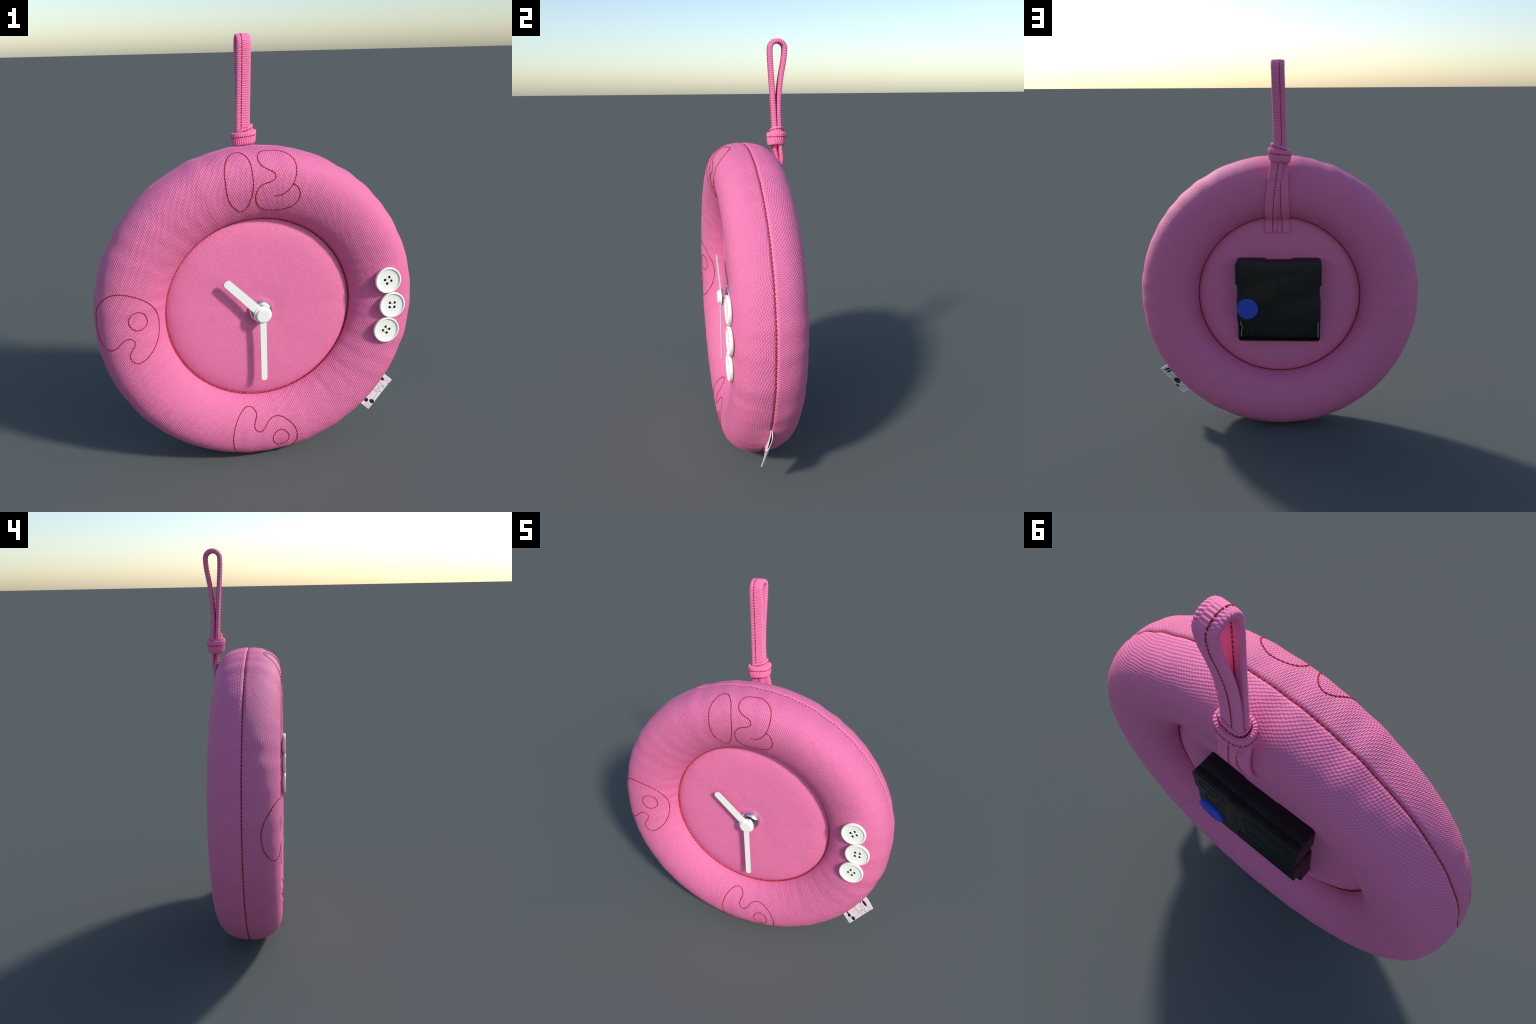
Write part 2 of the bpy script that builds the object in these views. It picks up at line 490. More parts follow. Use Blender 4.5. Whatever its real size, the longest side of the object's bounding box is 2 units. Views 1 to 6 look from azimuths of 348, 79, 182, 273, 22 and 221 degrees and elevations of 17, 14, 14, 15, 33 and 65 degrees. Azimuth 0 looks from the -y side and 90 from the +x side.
def extrude_outline(name, outline, y0, y1, mats, parent=ROOT, bevel=0.0, deg=30, segs=2):
    """Prism of an (x, z) outline between y0 and y1 with rounded edges."""
    n = len(outline)
    V = [(x, y0, z) for x, z in outline] + [(x, y1, z) for x, z in outline]
    F = [tuple(range(n)), tuple(range(2 * n - 1, n - 1, -1))] + [(i, i + n, (i + 1) % n + n, (i + 1) % n) for i in range(n)]
    ob = fix_normals(add_mesh(name, V, F, mats, parent))
    if bevel:
        b = ob.modifiers.new("edge", "BEVEL")
        b.width, b.segments, b.limit_method, b.angle_limit = bevel, segs, "ANGLE", math.radians(40)
        apply_modifiers(ob)
    smooth_by_angle(ob, deg)
    return ob


# chrome collar and shaft through the dial
lathe("collar_nut", [(0.0, -0.006), (0.0590, -0.006), (0.0595, 0.002), (0.0565, 0.009)] + arc(0.0315, 0.006, 0.0250, 20, 90, 8) + [(0.019, 0.0305), (0.018, 0.030), (0.0, 0.030)],
      (0.001, -0.0895, CZ), M_CHROME, seg=72, smooth_deg=50)
lathe("shaft", [(0.0, 0.0), (0.0125, 0.0), (0.0125, 0.045), (0.0, 0.045)], (0.0, -0.105, CZ), M_CHROME, seg=32)


def hand(name, angle_deg, length, w_root, w_tip, y, corner, hub, hub_y, hub_mat):
    d = np.array([math.cos(math.radians(angle_deg)), math.sin(math.radians(angle_deg))])
    nrm = np.array([-d[1], d[0]])
    pts = [(0.0, w_root / 2)]
    pts += [(length - corner + corner * math.cos(q), (w_tip / 2 - corner) + corner * math.sin(q)) for q in np.linspace(PI / 2, 0, 8)]
    pts += [(length - corner + corner * math.cos(q), -(w_tip / 2 - corner) + corner * math.sin(q)) for q in np.linspace(0, -PI / 2, 8)]
    pts += [(0.0, -w_root / 2)]
    out = [(CX + p[0] * d[0] + p[1] * nrm[0], CZ + p[0] * d[1] + p[1] * nrm[1]) for p in pts]
    ob = extrude_outline(name, out, y, y - 0.0048, [M_EDGE, M_WHITE], bevel=0.0013, segs=1)
    for p in ob.data.polygons:
        p.material_index = 1 if p.normal.y < -0.9 else 0
    lathe("hub", [(0, 0), (hub, 0), (hub, 0.004), (hub - 0.0015, 0.0055), (0, 0.0055)], (CX, hub_y, CZ), hub_mat, parent=ob, seg=56)
    return ob


hand("hour_hand", 134.3, 0.243, 0.045, 0.0395, -0.1405, 0.0175, 0.0430, -0.1375, M_HUB)
hand("minute_hand", 270.0, 0.334, 0.0325, 0.0305, -0.1468, 0.0149, 0.0415, -0.1455, M_WHITE)
lathe("hand_cap", [(0, 0), (0.0335, 0.0), (0.0335, 0.0078), (0.0328, 0.0088), (0.0295, 0.0128), (0.0285, 0.0132), (0, 0.0132)],
      (CX, -0.1512, CZ - 0.001), M_WHITE, seg=64, smooth_deg=18)

# ------------------------------------------------------------------ buttons
BUTTON_R = 0.063
prof = [(0.0, 0.0), (0.024, 0.0), (0.040, 0.004), (0.054, 0.012)] + arc(0.0585, 0.0185, 0.0045, -40, 0, 4) \
    + [(0.0630, 0.0225)] + arc(0.0590, 0.0262, 0.0040, 10, 90, 6) + arc(0.0570, 0.0282, 0.0020, 90, 165, 5) \
    + [(0.0540, 0.0262), (0.0530, 0.0250), (0.0505, 0.0245), (0.030, 0.0238), (0.0, 0.0235)]


def make_button(x, z, turn):
    y0 = -0.1653
    ob = lathe("button", prof, (0, 0, 0), M_BUTTON, seg=72, smooth_deg=40)
    holes = [(sx * 0.0113, sz * 0.0108) for sx in (-1, 1) for sz in (-1, 1)]
    bm = bmesh.new()
    for hx, hz in holes:
        bmesh.ops.create_cone(bm, cap_ends=True, segments=20, radius1=0.0068, radius2=0.0068, depth=0.03,
                              matrix=__import__("mathutils").Matrix.Translation((hx, -0.028, hz)) @ __import__("mathutils").Matrix.Rotation(PI / 2, 4, "X"))
    me = bpy.data.meshes.new("cutter")
    bm.to_mesh(me)
    bm.free()
    cut = bpy.data.objects.new("cutter", me)
    bpy.context.collection.objects.link(cut)
    mod = ob.modifiers.new("holes", "BOOLEAN")
    mod.object, mod.operation, mod.solver = cut, "DIFFERENCE", "EXACT"
    bpy.context.view_layer.update()
    apply_modifiers(ob)
    bpy.data.objects.remove(cut)
    smooth_by_angle(ob, 40)
    ob.location = (x, y0, z)
    ob.rotation_euler = (0, math.radians(-turn), 0)
    # black plugs close under the face, modelling the deep shade in the holes
    vs, fs = [], []
    for hx, hz in holes:
        b = len(vs)
        vs += [(hx + 0.0070 * math.cos(q), -0.0222, hz + 0.0070 * math.sin(q)) for q in np.linspace(0, 2 * PI, 20, endpoint=False)]
        vs += [(hx + 0.0070 * math.cos(q), -0.0190, hz + 0.0070 * math.sin(q)) for q in np.linspace(0, 2 * PI, 20, endpoint=False)]
        fs += [tuple(range(b, b + 20)), tuple(range(b + 39, b + 19, -1))]
        fs += [(b + i, b + 20 + i, b + 20 + (i + 1) % 20, b + (i + 1) % 20) for i in range(20)]
    fix_normals(add_mesh("hole_shadow_plug", vs, fs, M_HOLE, parent=ob, smooth=False))
    # two thread loops, each bridging a pair of holes
    vs, fs, nv = [], [], 0
    for sz in (-1, 1):
        for off in (-0.0006, 0.0006):
            u = np.linspace(-1, 1, 15)
            ctr = np.stack([u * 0.0074, -(0.0210 + 0.0040 * np.clip(1 - u ** 4, 0, 1)), sz * 0.0108 + off * (1 - 0.3 * u)], -1)
            t = unit(np.gradient(ctr, axis=0))
            n1 = np.tile(np.array([[0, 0, 1.0]]), (15, 1))
            n2 = np.cross(t, n1)
            ang = np.linspace(0, 2 * PI, 8, endpoint=False)
            ring = ctr[:, None] + 0.0015 * (np.cos(ang)[None, :, None] * n1[:, None] + np.sin(ang)[None, :, None] * n2[:, None])
            vs.append(ring.reshape(-1, 3))
            fs += list(map(tuple, grid_faces(15, 8, close_m=True, base=nv)))
            nv += 15 * 8
    fix_normals(add_mesh("button_thread", np.concatenate(vs), fs, M_WTHREAD, parent=ob))


make_button(0.5922, 0.8845, 31)
make_button(0.6168, 0.7597, -2)
make_button(0.5912, 0.6358, -36)

# ---------------------------------------------------------------- label tag
LAB_ANG = math.radians(-41.0)
LAB_U = np.array([0.637, 0.0, 0.771])              # along the seam
LAB_O = np.array([0.771, 0.0, -0.637])             # outwards
LAB_C = np.array([0.631, 0.0, 0.211])              # middle of the outer fold
LAB_W, LAB_LEN, LAB_T = 0.195, 0.105, 0.0026


def label_mid(v):
    """y of the tag against distance from the outer fold (v=0) inwards."""
    q = np.clip(v / LAB_LEN, 0, 1)
    return -0.0495 + 0.0295 * np.sin(q * PI / 2 * 1.25) / math.sin(PI / 2 * 1.25) * 1.0


def label_point(u, v, side, lift=0.0):
    """u along the seam (-1..1), v inwards from the fold; side -1 is the front layer."""
    u, v = np.broadcast_arrays(np.asarray(u, float), np.asarray(v, float))
    gap = 0.0008 + 0.0036 * np.sin(np.clip(v / 0.085, 0, 1) * PI) ** 1.0
    y = label_mid(v) + side * (gap + LAB_T / 2 + lift) + 0.0015 * np.sin(2.3 * u + 0.6)
    return LAB_C + (u * LAB_W / 2)[..., None] * LAB_U - v[..., None] * LAB_O + y[..., None] * np.array([0, 1.0, 0])


def build_label():
    nu, nv = 30, 26
    u = np.linspace(-1, 1, nu)
    v = np.linspace(0.0, LAB_LEN, nv)
    # a closed strip: outer skin of front layer -> fold -> outer skin of back layer -> inner skins back
    loops = []
    for q in u:
        f_out = label_point(np.full(nv, q), v[::-1], -1, LAB_T / 2)
        b_out = label_point(np.full(nv, q), v, 1, LAB_T / 2)
        b_in = label_point(np.full(nv - 1, q), v[::-1][:-1], 1, -LAB_T / 2)
        f_in = label_point(np.full(nv - 1, q), v[1:], -1, -LAB_T / 2)
        fold = (f_out[-1] + b_out[0]) / 2 + LAB_O * 0.0022
        b_in[-1] = (b_in[-1] + f_in[0]) / 2
        loops.append(np.concatenate([f_out, fold[None], b_out, b_in, f_in]))
    A = np.array(loops)
    F = list(map(tuple, grid_faces(nu, A.shape[1], close_m=True)))
    m = A.shape[1]
    # end caps as quads between outer and inner skin
    for row in (0, nu - 1):
        b = row * m
        o_f = [b + nv - 1 - i for i in range(nv)]                    # front outer, v ascending
        i_f = [b + 2 * nv + 1 + (nv - 2)] + [b + 2 * nv + 1 + (nv - 1) + i for i in range(nv - 1)]
        o_b = [b + nv + 1 + i for i in range(nv)]
        i_b = [b + 2 * nv + 1 + (nv - 2) - i for i in range(nv - 1)]
        i_b = i_b + [b + 2 * nv + 1]
        for i in range(nv - 1):
            F.append((o_f[i], o_f[i + 1], i_f[i + 1], i_f[i]))
        for i in range(nv - 2):
            F.append((o_b[i], o_b[i + 1], i_b[i + 1], i_b[i]))
        F.append((b + nv, o_f[0], i_f[0], o_b[0]))
    tag = fix_normals(add_mesh("label_tag", A.reshape(-1, 3), F, M_LABEL))
    smooth_by_angle(tag, 40)
    return tag


tag = build_label()


def print_blob(side, u0, v0, au, av, tilt, bend=0.0, mat=M_INK, name="print_spot", lift=0.0005):
    """A bean-shaped ink spot lying on the tag."""
    rings, seg = 6, 28
    pts = []
    for k in range(rings + 1):
        q = np.linspace(0, 2 * PI, seg, endpoint=False)
        rr = k / rings
        a, b = rr * au * np.cos(q), rr * av * np.sin(q)
        b = b + bend * a * a / au
        c, s = math.cos(tilt), math.sin(tilt)
        uu, vv = u0 + a * c - b * s, v0 + a * s + b * c
        pts.append(label_point(np.clip(uu / (LAB_W / 2), -0.99, 0.99), np.clip(vv, 0.0005, LAB_LEN), side, LAB_T / 2 + (lift if k < rings else 0.0001)))
    V = np.concatenate(pts)
    F = list(map(tuple, grid_faces(rings + 1, seg, close_m=True)))
    return fix_normals(add_mesh(name, V, F, mat, parent=tag, stuff=True))


def print_line(side, pts, radius=0.00080):
    q = spline(pts, 10 * len(pts))
    c = label_point(np.clip(q[:, 0] / (LAB_W / 2), -0.995, 0.995), np.clip(q[:, 1], 0.0005, LAB_LEN), side, LAB_T / 2)
    t = unit(np.gradient(c, axis=0))
    n1 = np.tile(np.array([[0, 1.0, 0]]), (len(c), 1))
    n2 = unit(np.cross(t, n1))
    ang = np.linspace(0, 2 * PI, 6, endpoint=False)
    return (c[:, None] + radius * (0.5 * np.cos(ang)[None, :, None] * n1[:, None] + np.sin(ang)[None, :, None] * n2[:, None])).reshape(-1, 3)


# front print: spots and loose curls; u from -0.0975 (lower end) to +0.0975 (upper end)
print_blob(-1, -0.055, 0.0105, 0.0105, 0.0120, 0.2)
print_blob(-1, -0.067, 0.0350, 0.0105, 0.0095, -0.2)
print_blob(-1, -0.066, 0.0530, 0.0050, 0.0160, -0.1)
print_blob(-1, 0.070, 0.0450, 0.0085, 0.0180, 0.1)
print_blob(-1, 0.050, 0.0610, 0.0050, 0.0050, 0.0)
print_blob(-1, 0.071, 0.0015, 0.0035, 0.0022, 0.0)
FRONT_LINES = [
    [(0.082, 0.006), (0.078, 0.018), (0.066, 0.030), (0.050, 0.040), (0.044, 0.052)],
    [(0.048, 0.004), (0.036, 0.012), (0.047, 0.020), (0.050, 0.030), (0.040, 0.040), (0.030, 0.052)],
    [(0.034, 0.001), (0.041, 0.006), (0.047, 0.014), (0.036, 0.022), (0.020, 0.020), (0.012, 0.010), (0.014, 0.001)],
    [(0.030, 0.040), (0.030, 0.028), (0.018, 0.022), (0.004, 0.028), (0.000, 0.042), (0.006, 0.056)],
    [(0.012, 0.001), (0.009, 0.012), (-0.004, 0.024), (-0.004, 0.036), (-0.016, 0.040), (-0.030, 0.034), (-0.036, 0.046)],
    [(-0.050, 0.002), (-0.034, 0.012), (-0.014, 0.014), (0.002, 0.022), (0.000, 0.042)],
    [(-0.086, 0.003), (-0.074, 0.016), (-0.084, 0.024), (-0.092, 0.018), (-0.088, 0.004)],
    [(-0.018, 0.056), (-0.012, 0.044), (-0.002, 0.050), (-0.006, 0.060)],
]
print_blob(1, 0.077, 0.0400, 0.0062, 0.0240, 0.15)
print_blob(1, 0.061, 0.0400, 0.0058, 0.0200, 0.1)
print_blob(1, -0.012, 0.0360, 0.0215, 0.0190, -0.05)
print_blob(1, -0.040, 0.0100, 0.0125, 0.0095, 0.1)
print_blob(1, 0.005, 0.002, 0.0055, 0.0022, 0.0)
print_blob(1, -0.060, 0.036, 0.0030, 0.0026, 0.0)
print_blob(1, -0.022, 0.040, 0.0032, 0.0030, 0.0, mat=M_LABEL, lift=0.0010)
print_blob(1, -0.036, 0.010, 0.0024, 0.0022, 0.0, mat=M_LABEL, lift=0.0010)
BACK_LINES = [
    [(0.064, 0.003), (0.052, 0.014), (0.036, 0.028), (0.020, 0.026), (0.012, 0.016), (0.022, 0.006)],
    [(0.030, 0.002), (0.020, 0.007), (0.010, 0.006)],
    [(0.058, 0.022), (0.045, 0.024), (0.030, 0.034), (0.028, 0.046)],
    [(0.050, 0.046), (0.044, 0.036), (0.030, 0.036), (0.018, 0.032), (0.012, 0.044)],
    [(0.003, 0.014), (-0.014, 0.006), (-0.024, 0.004)],
    [(-0.036, 0.034), (-0.048, 0.022), (-0.062, 0.024), (-0.072, 0.034), (-0.076, 0.050)],
    [(-0.054, 0.012), (-0.060, 0.018), (-0.070, 0.012), (-0.074, 0.003)],
]
for side, lines in ((-1, FRONT_LINES), (1, BACK_LINES)):
    vs, fs, nv = [], [], 0
    for l in lines:
        v = print_line(side, l)
        vs.append(v)
        fs += list(map(tuple, grid_faces(len(v) // 6, 6, close_m=True, base=nv)))
        nv += len(v)
    fix_normals(add_mesh("print_line", np.concatenate(vs), fs, M_LINE, parent=tag, stuff=True))

# ----------------------------------------------------------- hanging strap
TAPE_W, TAPE_T, RIB = 0.0640, 0.0195, 0.0079


def tape(name, centre, wide, closed=False, parent=ROOT, width=TAPE_W, thick=TAPE_T, stitch_at=None, sides=(1, -1), end_flat=True, amp=0.0012):
    """Woven webbing swept along a path: rounded flat section with raised cross ribs whose
    halves alternate like brickwork."""
    centre = np.asarray(centre, float)
    wide = np.asarray(wide, float)
    L = np.r_[0, np.cumsum(np.linalg.norm(np.diff(centre, axis=0), axis=1))]
    total = L[-1]
    n = int(total / 0.0013)
    if closed:
        ribs = round(total / RIB)
        n = ribs * 6
    s = np.linspace(0, total, n, endpoint=not closed)
    C = np.stack([np.interp(s, L, centre[:, i]) for i in range(3)], -1)
    W = np.stack([np.interp(s, L, wide[:, i]) for i in range(3)], -1)
    if closed:
        T = unit(np.roll(C, -3, 0) - np.roll(C, 3, 0))
    else:
        Cp = np.concatenate([C[:1]] * 3 + [C] + [C[-1:]] * 3)
        T = unit(Cp[6:] - Cp[:-6])
    W = unit(W - T * (W * T).sum(-1, keepdims=True))
    Nn = np.cross(T, W)
    M = 76
    q = np.linspace(0, 2 * PI, M, endpoint=False) + PI / M
    # rounded-rectangle section, points gathered on the flats
    hw, ht, rc = width / 2, thick / 2, thick * 0.40
    ca, sa = np.cos(q), np.sin(q)
    px = np.sign(ca) * np.abs(ca) ** 0.55
    pz = np.sign(sa) * np.abs(sa) ** 0.42
    px, pz = hw * px, ht * pz
    ox, oz = unit(np.stack([px / hw ** 1.0 * np.abs(px / hw) ** 4, pz / ht * np.abs(pz / ht) ** 2], -1)).T
    per = RIB if not closed else total / ribs
    row = np.where((np.floor((px / hw + 1) * 3.5).astype(int) % 2) == 0, 0.0, 0.5)
    ph = s[:, None] / per * 2 * PI
    broken = np.sin(ph + 2 * PI * row[None, :] * 0.62)
    rib = np.abs(0.5 + 0.5 * broken) ** 0.7
    d = amp * (rib - 0.5) * 2
    X = px[None, :] + ox[None, :] * d
    Z = pz[None, :] + oz[None, :] * d
    V = C[:, None] + X[..., None] * W[:, None] + Z[..., None] * Nn[:, None]
    F = list(map(tuple, grid_faces(n, M, close_n=closed, close_m=True)))
    if not closed:
        F += [tuple(range(M)), tuple(range((n - 1) * M, n * M))]
    ob = fix_normals(add_mesh(name, V.reshape(-1, 3), F, M_STRAP, parent=parent))
    smooth_by_angle(ob, 60)
    if stitch_at is not None:
        curves = []
        for sd in sides:
            Q = C + W * stitch_at + Nn * sd * (ht - 0.0002)
            NN = Nn * sd
            if closed:
                Q, NN = np.concatenate([Q, Q[:1]]), np.concatenate([NN, NN[:1]])
            curves.append((Q, NN, closed))
        stitch_mesh("strap_stitching", curves, 0.0150, 0.0022, parent=ob, sink=0.3)
    return ob


def back_surface(z, x=0.0):
    """y of the cushion back at height z above the dial centre line."""
    r = np.hypot(z - CZ, x)
    b = _back[np.argsort(_back[:, 0])]
    inner = _back[:400]
    return np.interp(r, inner[:, 0], inner[:, 1])


loop_pts = [(-0.0165, 0.1330, 1.500), (-0.0155, 0.1325, 1.560), (-0.0140, 0.1285, 1.640), (-0.0110, 0.1230, 1.730), (-0.0080, 0.1160, 1.830), (-0.0060, 0.1105, 1.910), (-0.0050, 0.1097, 1.950)]
loop_pts += [(-0.0045, 0.1445 - 0.0350 * math.cos(q), 1.9545 + 0.0345 * math.sin(q)) for q in np.linspace(0.35, PI - 0.35, 9)]
loop_pts += [(-0.0055, 0.1793, 1.950), (-0.0065, 0.1755, 1.905), (-0.0080, 0.1620, 1.830), (-0.0100, 0.1530, 1.760), (-0.0120, 0.1495, 1.680), (-0.0130, 0.1520, 1.600), (-0.0130, 0.1530, 1.560), (-0.0130, 0.1530, 1.500)]
path = spline(loop_pts, 700) + np.array([0.001, 0.004, -0.0020])
strap = tape("hanging_strap", path, np.tile([[1.0, 0.0, 0.0]], (len(path), 1)), stitch_at=-0.0090)


def leg(xs, off, stitch, lead):
    """Lower end of the strap: from the knot down over the cushion to the sewn end."""
    zs = np.array([1.520, 1.490, 1.450, 1.405, 1.355, 1.300, 1.250, 1.215, 1.190, 1.160, 1.124])
    surf = back_surface(zs)
    ys = surf + 0.0065 + off
    ys[:3] = lead
    ys[8:] = [BI_Y + 0.0195, 0.0570, 0.0670]
    pts = np.stack([np.interp(-zs, -np.array([1.52, 1.49, 1.405, 1.30, 1.19, 1.124]), xs), ys, zs], -1)
    p = spline(pts, 500)
    return tape("strap_end", p, np.tile([[1.0, 0.0, 0.0]], (len(p), 1)), parent=strap, stitch_at=stitch, sides=(1, -1), thick=0.0150)


leg([0.002, 0.005, 0.018, 0.031, 0.0393, 0.0380], 0.0070, -0.0085, [0.1560, 0.1580, 0.1610])
leg([-0.020, -0.020, -0.0215, -0.0225, -0.0258, -0.0270], 0.0010, 0.0080, [0.1345, 0.1360, 0.1440])


def coil(name, rx, ry, cx, cy, z_mid, lean_x, lean_y, flare, width, thick, n=400, power=2.7):
    t = np.linspace(0, 2 * PI, n)
    c, s = np.cos(t), np.sin(t)
    X = cx + rx * np.sign(c) * np.abs(c) ** (2 / power)
    Y = cy + ry * np.sign(s) * np.abs(s) ** (2 / power)
    Z = z_mid + lean_x * c + lean_y * s
    up = np.stack([flare * c, flare * s, np.ones(n)], -1)
    return np.stack([X, Y, Z], -1), up, width, thick


C1, U1, w1, t1 = coil("knot", 0.0480, 0.0335, -0.0108, 0.1442, 1.5360, 0.0065, -0.001, 0.10, 0.060, 0.0175)
knot = tape("strap_knot", C1, U1, closed=True, parent=strap, width=w1, thick=t1, stitch_at=0.0090, sides=(1, -1))
C2, U2, w2, t2 = coil("knot", 0.0345, 0.0240, -0.0083, 0.1442, 1.5600, 0.0150, 0.0015, 0.06, 0.046, 0.0135)
tape("knot_coil", C2, U2, closed=True, parent=knot, width=w2, thick=t2, stitch_at=0.0125, sides=(1, -1), amp=0.0009)

# seam stitches running across the sewn strap ends
curves = []
for x0, x1 in ((0.0725, 0.0075), (0.0045, -0.0580)):
    q = np.linspace(x0, x1, 30)
    curves.append((np.stack([q, np.full(30, BI_Y + 0.0195 + 0.0075 + 0.0040), np.full(30, 1.1925)], -1), np.tile([[0, 0.9, 0.45]], (30, 1)), False))
stitch_mesh("strap_stitching", curves, 0.0150, 0.0024, parent=strap, sink=0.1)

# ------------------------------------------------------------- movement box
MX0, MX1, MZ0, MZ1, MY = -0.2280, 0.2268, 0.545, 0.9835, 0.157


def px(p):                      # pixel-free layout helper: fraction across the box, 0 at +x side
    return MX1 - p * (MX1 - MX0)


def pz(p):                      # fraction down the box
    return MZ1 - p * (MZ1 - MZ0)


def box_outline(grow=0.0, notch=True):
    """Rounded square with shallow steps in the top edge and both flanks."""
    x0, x1, z0, z1 = MX0 - grow, MX1 + grow, MZ0 - grow, MZ1 + grow
    rc = 0.020
    pts = arc(x1 - rc, z1 - rc, rc, 0, 90, 6)
    if notch:
        pts += [(px(0.335), z1), (px(0.350), z1 - 0.008), (px(0.650), z1 - 0.008), (px(0.665), z1)]
    pts += arc(x0 + rc, z1 - rc, rc, 90, 180, 6)
    if notch:
        pts += [(x0, pz(0.290)), (x0 + 0.009, pz(0.300)), (x0 + 0.009, pz(0.460)), (x0 + 0.004, pz(0.470))]
        pts += [(x0 + 0.004, pz(0.74)), (x0 + 0.006, pz(0.75))]
        pts += arc(x0 + 0.006 + rc, z0 + rc, rc, 180, 270, 6) + arc(x1 - 0.009 - rc, z0 + rc, rc, 270, 360, 6)
        pts += [(x1 - 0.009, pz(0.75)), (x1 - 0.006, pz(0.74)), (x1 - 0.006, pz(0.445)), (x1 - 0.009, pz(0.440)), (x1 - 0.009, pz(0.290)), (x1, pz(0.280))]
    else:
        pts += arc(x0 + rc, z0 + rc, rc, 180, 270, 6) + arc(x1 - rc, z0 + rc, rc, 270, 360, 6)
    return pts


def cut_with(ob, cutters):
    for lo, hi in cutters:
        bm = bmesh.new()
        bmesh.ops.create_cube(bm, size=1.0)
        for v in bm.verts:
            v.co = Vector([(lo[i] + hi[i]) / 2 + v.co[i] * (hi[i] - lo[i]) for i in range(3)])
        me = bpy.data.meshes.new("cutter")
        bm.to_mesh(me)
        bm.free()
        c = bpy.data.objects.new("cutter", me)
        bpy.context.collection.objects.link(c)
        mod = ob.modifiers.new("cut", "BOOLEAN")
        mod.object, mod.operation, mod.solver = c, "DIFFERENCE", "EXACT"
        bpy.context.view_layer.update()
        apply_modifiers(ob)
        bpy.data.objects.remove(c)


BAY_TOP = pz(0.750)
BASE_Y, BASE_Z = 0.1100, 0.5250         # the open battery tray is shallower and reaches lower


def tray_outline():
    """Base plate: same steps as the cover, carried down to the foot of the battery tray."""
    pts = [p for p in box_outline(-0.0008) if p[1] > BAY_TOP]
    half = [i for i, p in enumerate(pts) if p[0] < 0]
    last = half[-1] + 1
    rc = 0.018
    foot = arc(MX0 + 0.0040 + rc, BASE_Z + rc, rc, 180, 270, 6) + arc(MX1 - 0.0055 - rc, BASE_Z + rc, rc, 270, 360, 6)
    return pts[:last] + foot + pts[last:]


case = extrude_outline("movement_box", tray_outline(), 0.046, 0.1255, M_BLACK, bevel=0.0012)
cut_with(case, [((-0.4, BASE_Y, 0.4), (0.4, 0.2, BAY_TOP - 0.0005)),
                ((MX0 + 0.0125, 0.068, BASE_Z + 0.0070), (MX1 - 0.0140, 0.2, BAY_TOP + 0.004))])
smooth_by_angle(case, 30)
cover = extrude_outline("movement_cover", box_outline(0.0), 0.1264, MY, M_BLACK, parent=case, bevel=0.0022)
cut_with(cover, [((-0.4, 0.05, 0.4), (0.4, 0.2, BAY_TOP))])
smooth_by_angle(cover, 30)


def box(name, lo, hi, mat, parent, bevel=0.0006):
    out = [(lo[0], lo[2]), (hi[0], lo[2]), (hi[0], hi[2]), (lo[0], hi[2])]
    return extrude_outline(name, out, lo[1], hi[1], mat, parent, bevel=bevel, segs=1)


# ribs inside the battery tray
for f in (0.205, 0.815):
    box("battery_rib", (px(f) - 0.0035, 0.064, BASE_Z + 0.006), (px(f) + 0.0035, 0.0740, BASE_Z + 0.055), M_BLACK, case)
    box("battery_rib", (px(f) - 0.0035, 0.070, BASE_Z + 0.006), (px(f) + 0.0035, 0.1050, BASE_Z + 0.013), M_BLACK, case)
for f in (0.205, 0.51, 0.815):
    box("battery_rib", (px(f) - 0.004, 0.066, BAY_TOP - 0.016), (px(f) + 0.004, 0.124, BAY_TOP + 0.003), M_BLACK, case)

# metal contacts: a bent leaf on one side and a flat plate on the other
zt, zb = BAY_TOP - 0.012, BASE_Z + 0.024
leaf = spline([(0.2065, zt), (0.2060, zt - 0.024), (0.1995, zt - 0.032), (0.1995, zt - 0.048), (0.2045, zt - 0.058), (0.2040, zb)], 40)
left = [(x - 0.0016, z) for x, z in leaf]
right = [(x + 0.0016, z) for x, z in leaf][::-1]
extrude_outline("battery_contact", left + right, 0.070, 0.1085, M_METAL, parent=case)
box("battery_contact", (MX0 + 0.0130, 0.070, zb - 0.002), (MX0 + 0.0180, 0.1085, zt), M_METAL, case)


def frame(x0, x1, z0, z1, w=0.0016, h=0.0009, rc=0.006):
    """Raised rounded outline moulded on the cover."""
    x0, x1 = min(x0, x1), max(x0, x1)
    z0, z1 = min(z0, z1), max(z0, z1)

    def rr(g):
        r = max(rc - g, 0.001)
        return arc(x1 - g - r, z1 - g - r, r, 0, 90, 5) + arc(x0 + g + r, z1 - g - r, r, 90, 180, 5) + arc(x0 + g + r, z0 + g + r, r, 180, 270, 5) + arc(x1 - g - r, z0 + g + r, r, 270, 360, 5)

    o, i = rr(0), rr(w)
    n = len(o)
    V = [(x, MY - 0.001, z) for x, z in o] + [(x, MY + h, z) for x, z in o] + [(x, MY + h, z) for x, z in i] + [(x, MY - 0.001, z) for x, z in i]
    F = list(map(tuple, grid_faces(4, n, close_n=True, close_m=True)))
    return fix_normals(add_mesh("moulded_frame", V, F, M_BLACK, parent=cover, smooth=False))


frame(px(0.060), px(0.313), pz(0.075), pz(0.198))
frame(px(0.072), px(0.300), pz(0.090), pz(0.183), w=0.0010)
frame(px(0.508), px(0.912), pz(0.127), pz(0.424))
frame(px(0.516), px(0.904), pz(0.136), pz(0.415), w=0.0010)
frame(px(0.415), px(0.925), pz(0.558), pz(0.697))
frame(px(0.424), px(0.916), pz(0.570), pz(0.686), w=0.0010)
frame(px(0.770), px(0.950), pz(0.045), pz(0.092), w=0.0008, h=0.0004)


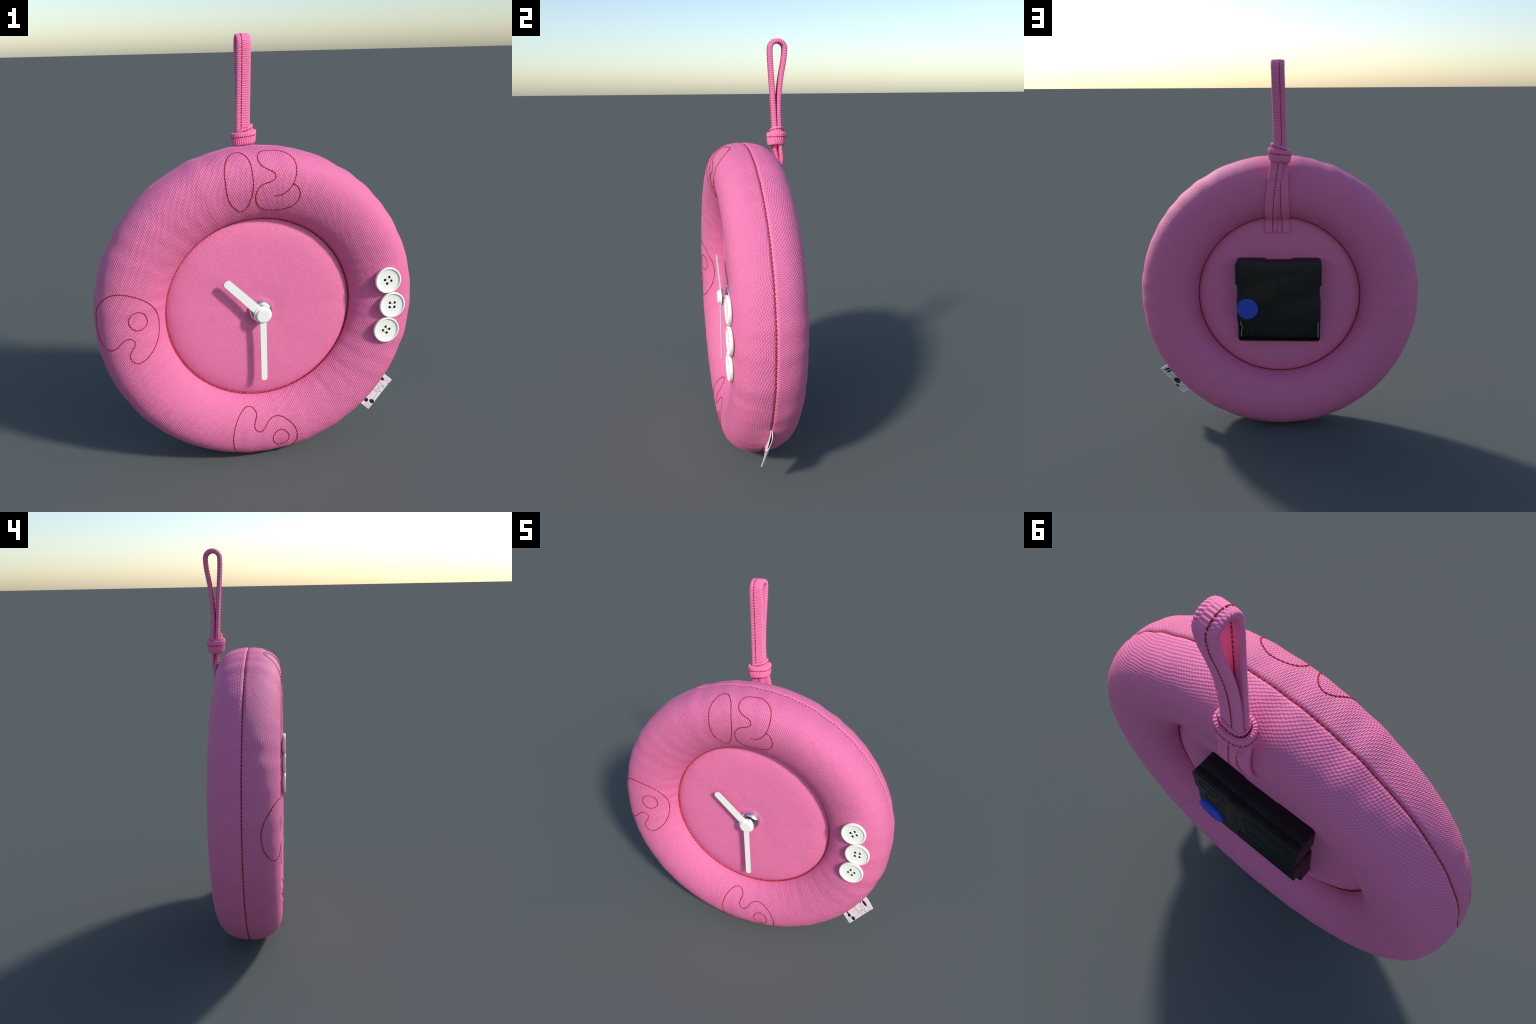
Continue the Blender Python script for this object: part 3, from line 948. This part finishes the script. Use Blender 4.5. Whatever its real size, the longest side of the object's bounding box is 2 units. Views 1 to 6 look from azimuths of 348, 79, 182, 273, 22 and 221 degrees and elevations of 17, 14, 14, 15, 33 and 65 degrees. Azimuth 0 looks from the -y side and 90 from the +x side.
def stroke(points, r=0.0016, name="moulded_mark"):
    """Raised moulded line on the cover, a low half-round bead."""
    q = np.asarray(points, float)
    c = np.stack([q[:, 0], np.full(len(q), MY + 0.0002), q[:, 1]], -1)
    t = unit(np.gradient(c, axis=0))
    n1 = np.tile([[0, 1.0, 0]], (len(c), 1))
    n2 = np.cross(t, n1)
    ang = np.linspace(0, 2 * PI, 8, endpoint=False)
    V = (c[:, None] + r * (0.8 * np.cos(ang)[None, :, None] * n1[:, None] + np.sin(ang)[None, :, None] * n2[:, None])).reshape(-1, 3)
    F = list(map(tuple, grid_faces(len(c), 8, close_m=True))) + [tuple(range(8)), tuple(range(len(V) - 8, len(V)))]
    return fix_normals(add_mesh(name, V, F, M_BLACK, parent=cover))


# the moulded letters C and E (round E), read from behind
def round_letter(cx, cz, rx, rz, bar):
    a = np.radians(np.linspace(75, 285, 24))
    stroke([(cx - rx * math.cos(q), cz + rz * math.sin(q)) for q in a], 0.0030)
    if bar:
        stroke([(cx + rx * 0.95, cz), (cx + rx * 0.5, cz), (cx - rx * 0.1, cz)], 0.0026)


round_letter(px(0.165), pz(0.322), 0.0310, 0.0270, False)
round_letter(px(0.278), pz(0.322), 0.0310, 0.0270, True)
# crossed-out bin mark
bx, bz = px(0.395), pz(0.325)
stroke([(bx + 0.014, bz + 0.018), (bx + 0.009, bz - 0.016), (bx - 0.009, bz - 0.016), (bx - 0.014, bz + 0.018), (bx + 0.014, bz + 0.018)], 0.0009)
stroke([(bx + 0.017, bz + 0.023), (bx, bz), (bx - 0.017, bz - 0.020)], 0.0009)
stroke([(bx - 0.017, bz + 0.023), (bx, bz), (bx + 0.017, bz - 0.020)], 0.0009)
stroke([(bx + 0.016, bz - 0.027), (bx, bz - 0.027), (bx - 0.016, bz - 0.027)], 0.0014)
# turn arrow beside the setting knob
KX, KZ, KR = 0.1640, 0.7262, 0.0572
stroke([(KX + 0.066 * math.cos(q), KZ + 0.066 * math.sin(q)) for q in np.radians(np.linspace(205, 232, 10))], 0.0016)

# blue setting knob: fluted disc with radial ridges
nr, na, lobes = 14, 320, 20
q = np.linspace(0, 2 * PI, na, endpoint=False)
flute = np.abs(np.cos(lobes * q / 2)) ** 0.8
vs = []
for k in range(nr):
    f = 0.03 + 0.97 * (k / (nr - 1))
    rr = KR * f * (1 - 0.055 * (1 - flute) * f ** 3)
    yy = MY + 0.0105 + 0.0030 * (flute - 0.5) * min(1, f * 1.6) - 0.0020 * max(0, f - 0.85) / 0.15
    vs.append(np.stack([KX + rr * np.cos(q), yy, KZ + rr * np.sin(q)], -1))
for yb in (MY + 0.0060, MY - 0.001):
    rr = KR * (1 - 0.055 * (1 - flute))
    vs.append(np.stack([KX + rr * np.cos(q), np.full(na, yb), KZ + rr * np.sin(q)], -1))
F = list(map(tuple, grid_faces(nr + 2, na, close_m=True))) + [tuple(range(na))]
knob = fix_normals(add_mesh("setting_knob", np.concatenate(vs), F, M_BLUE, parent=case))
smooth_by_angle(knob, 50)
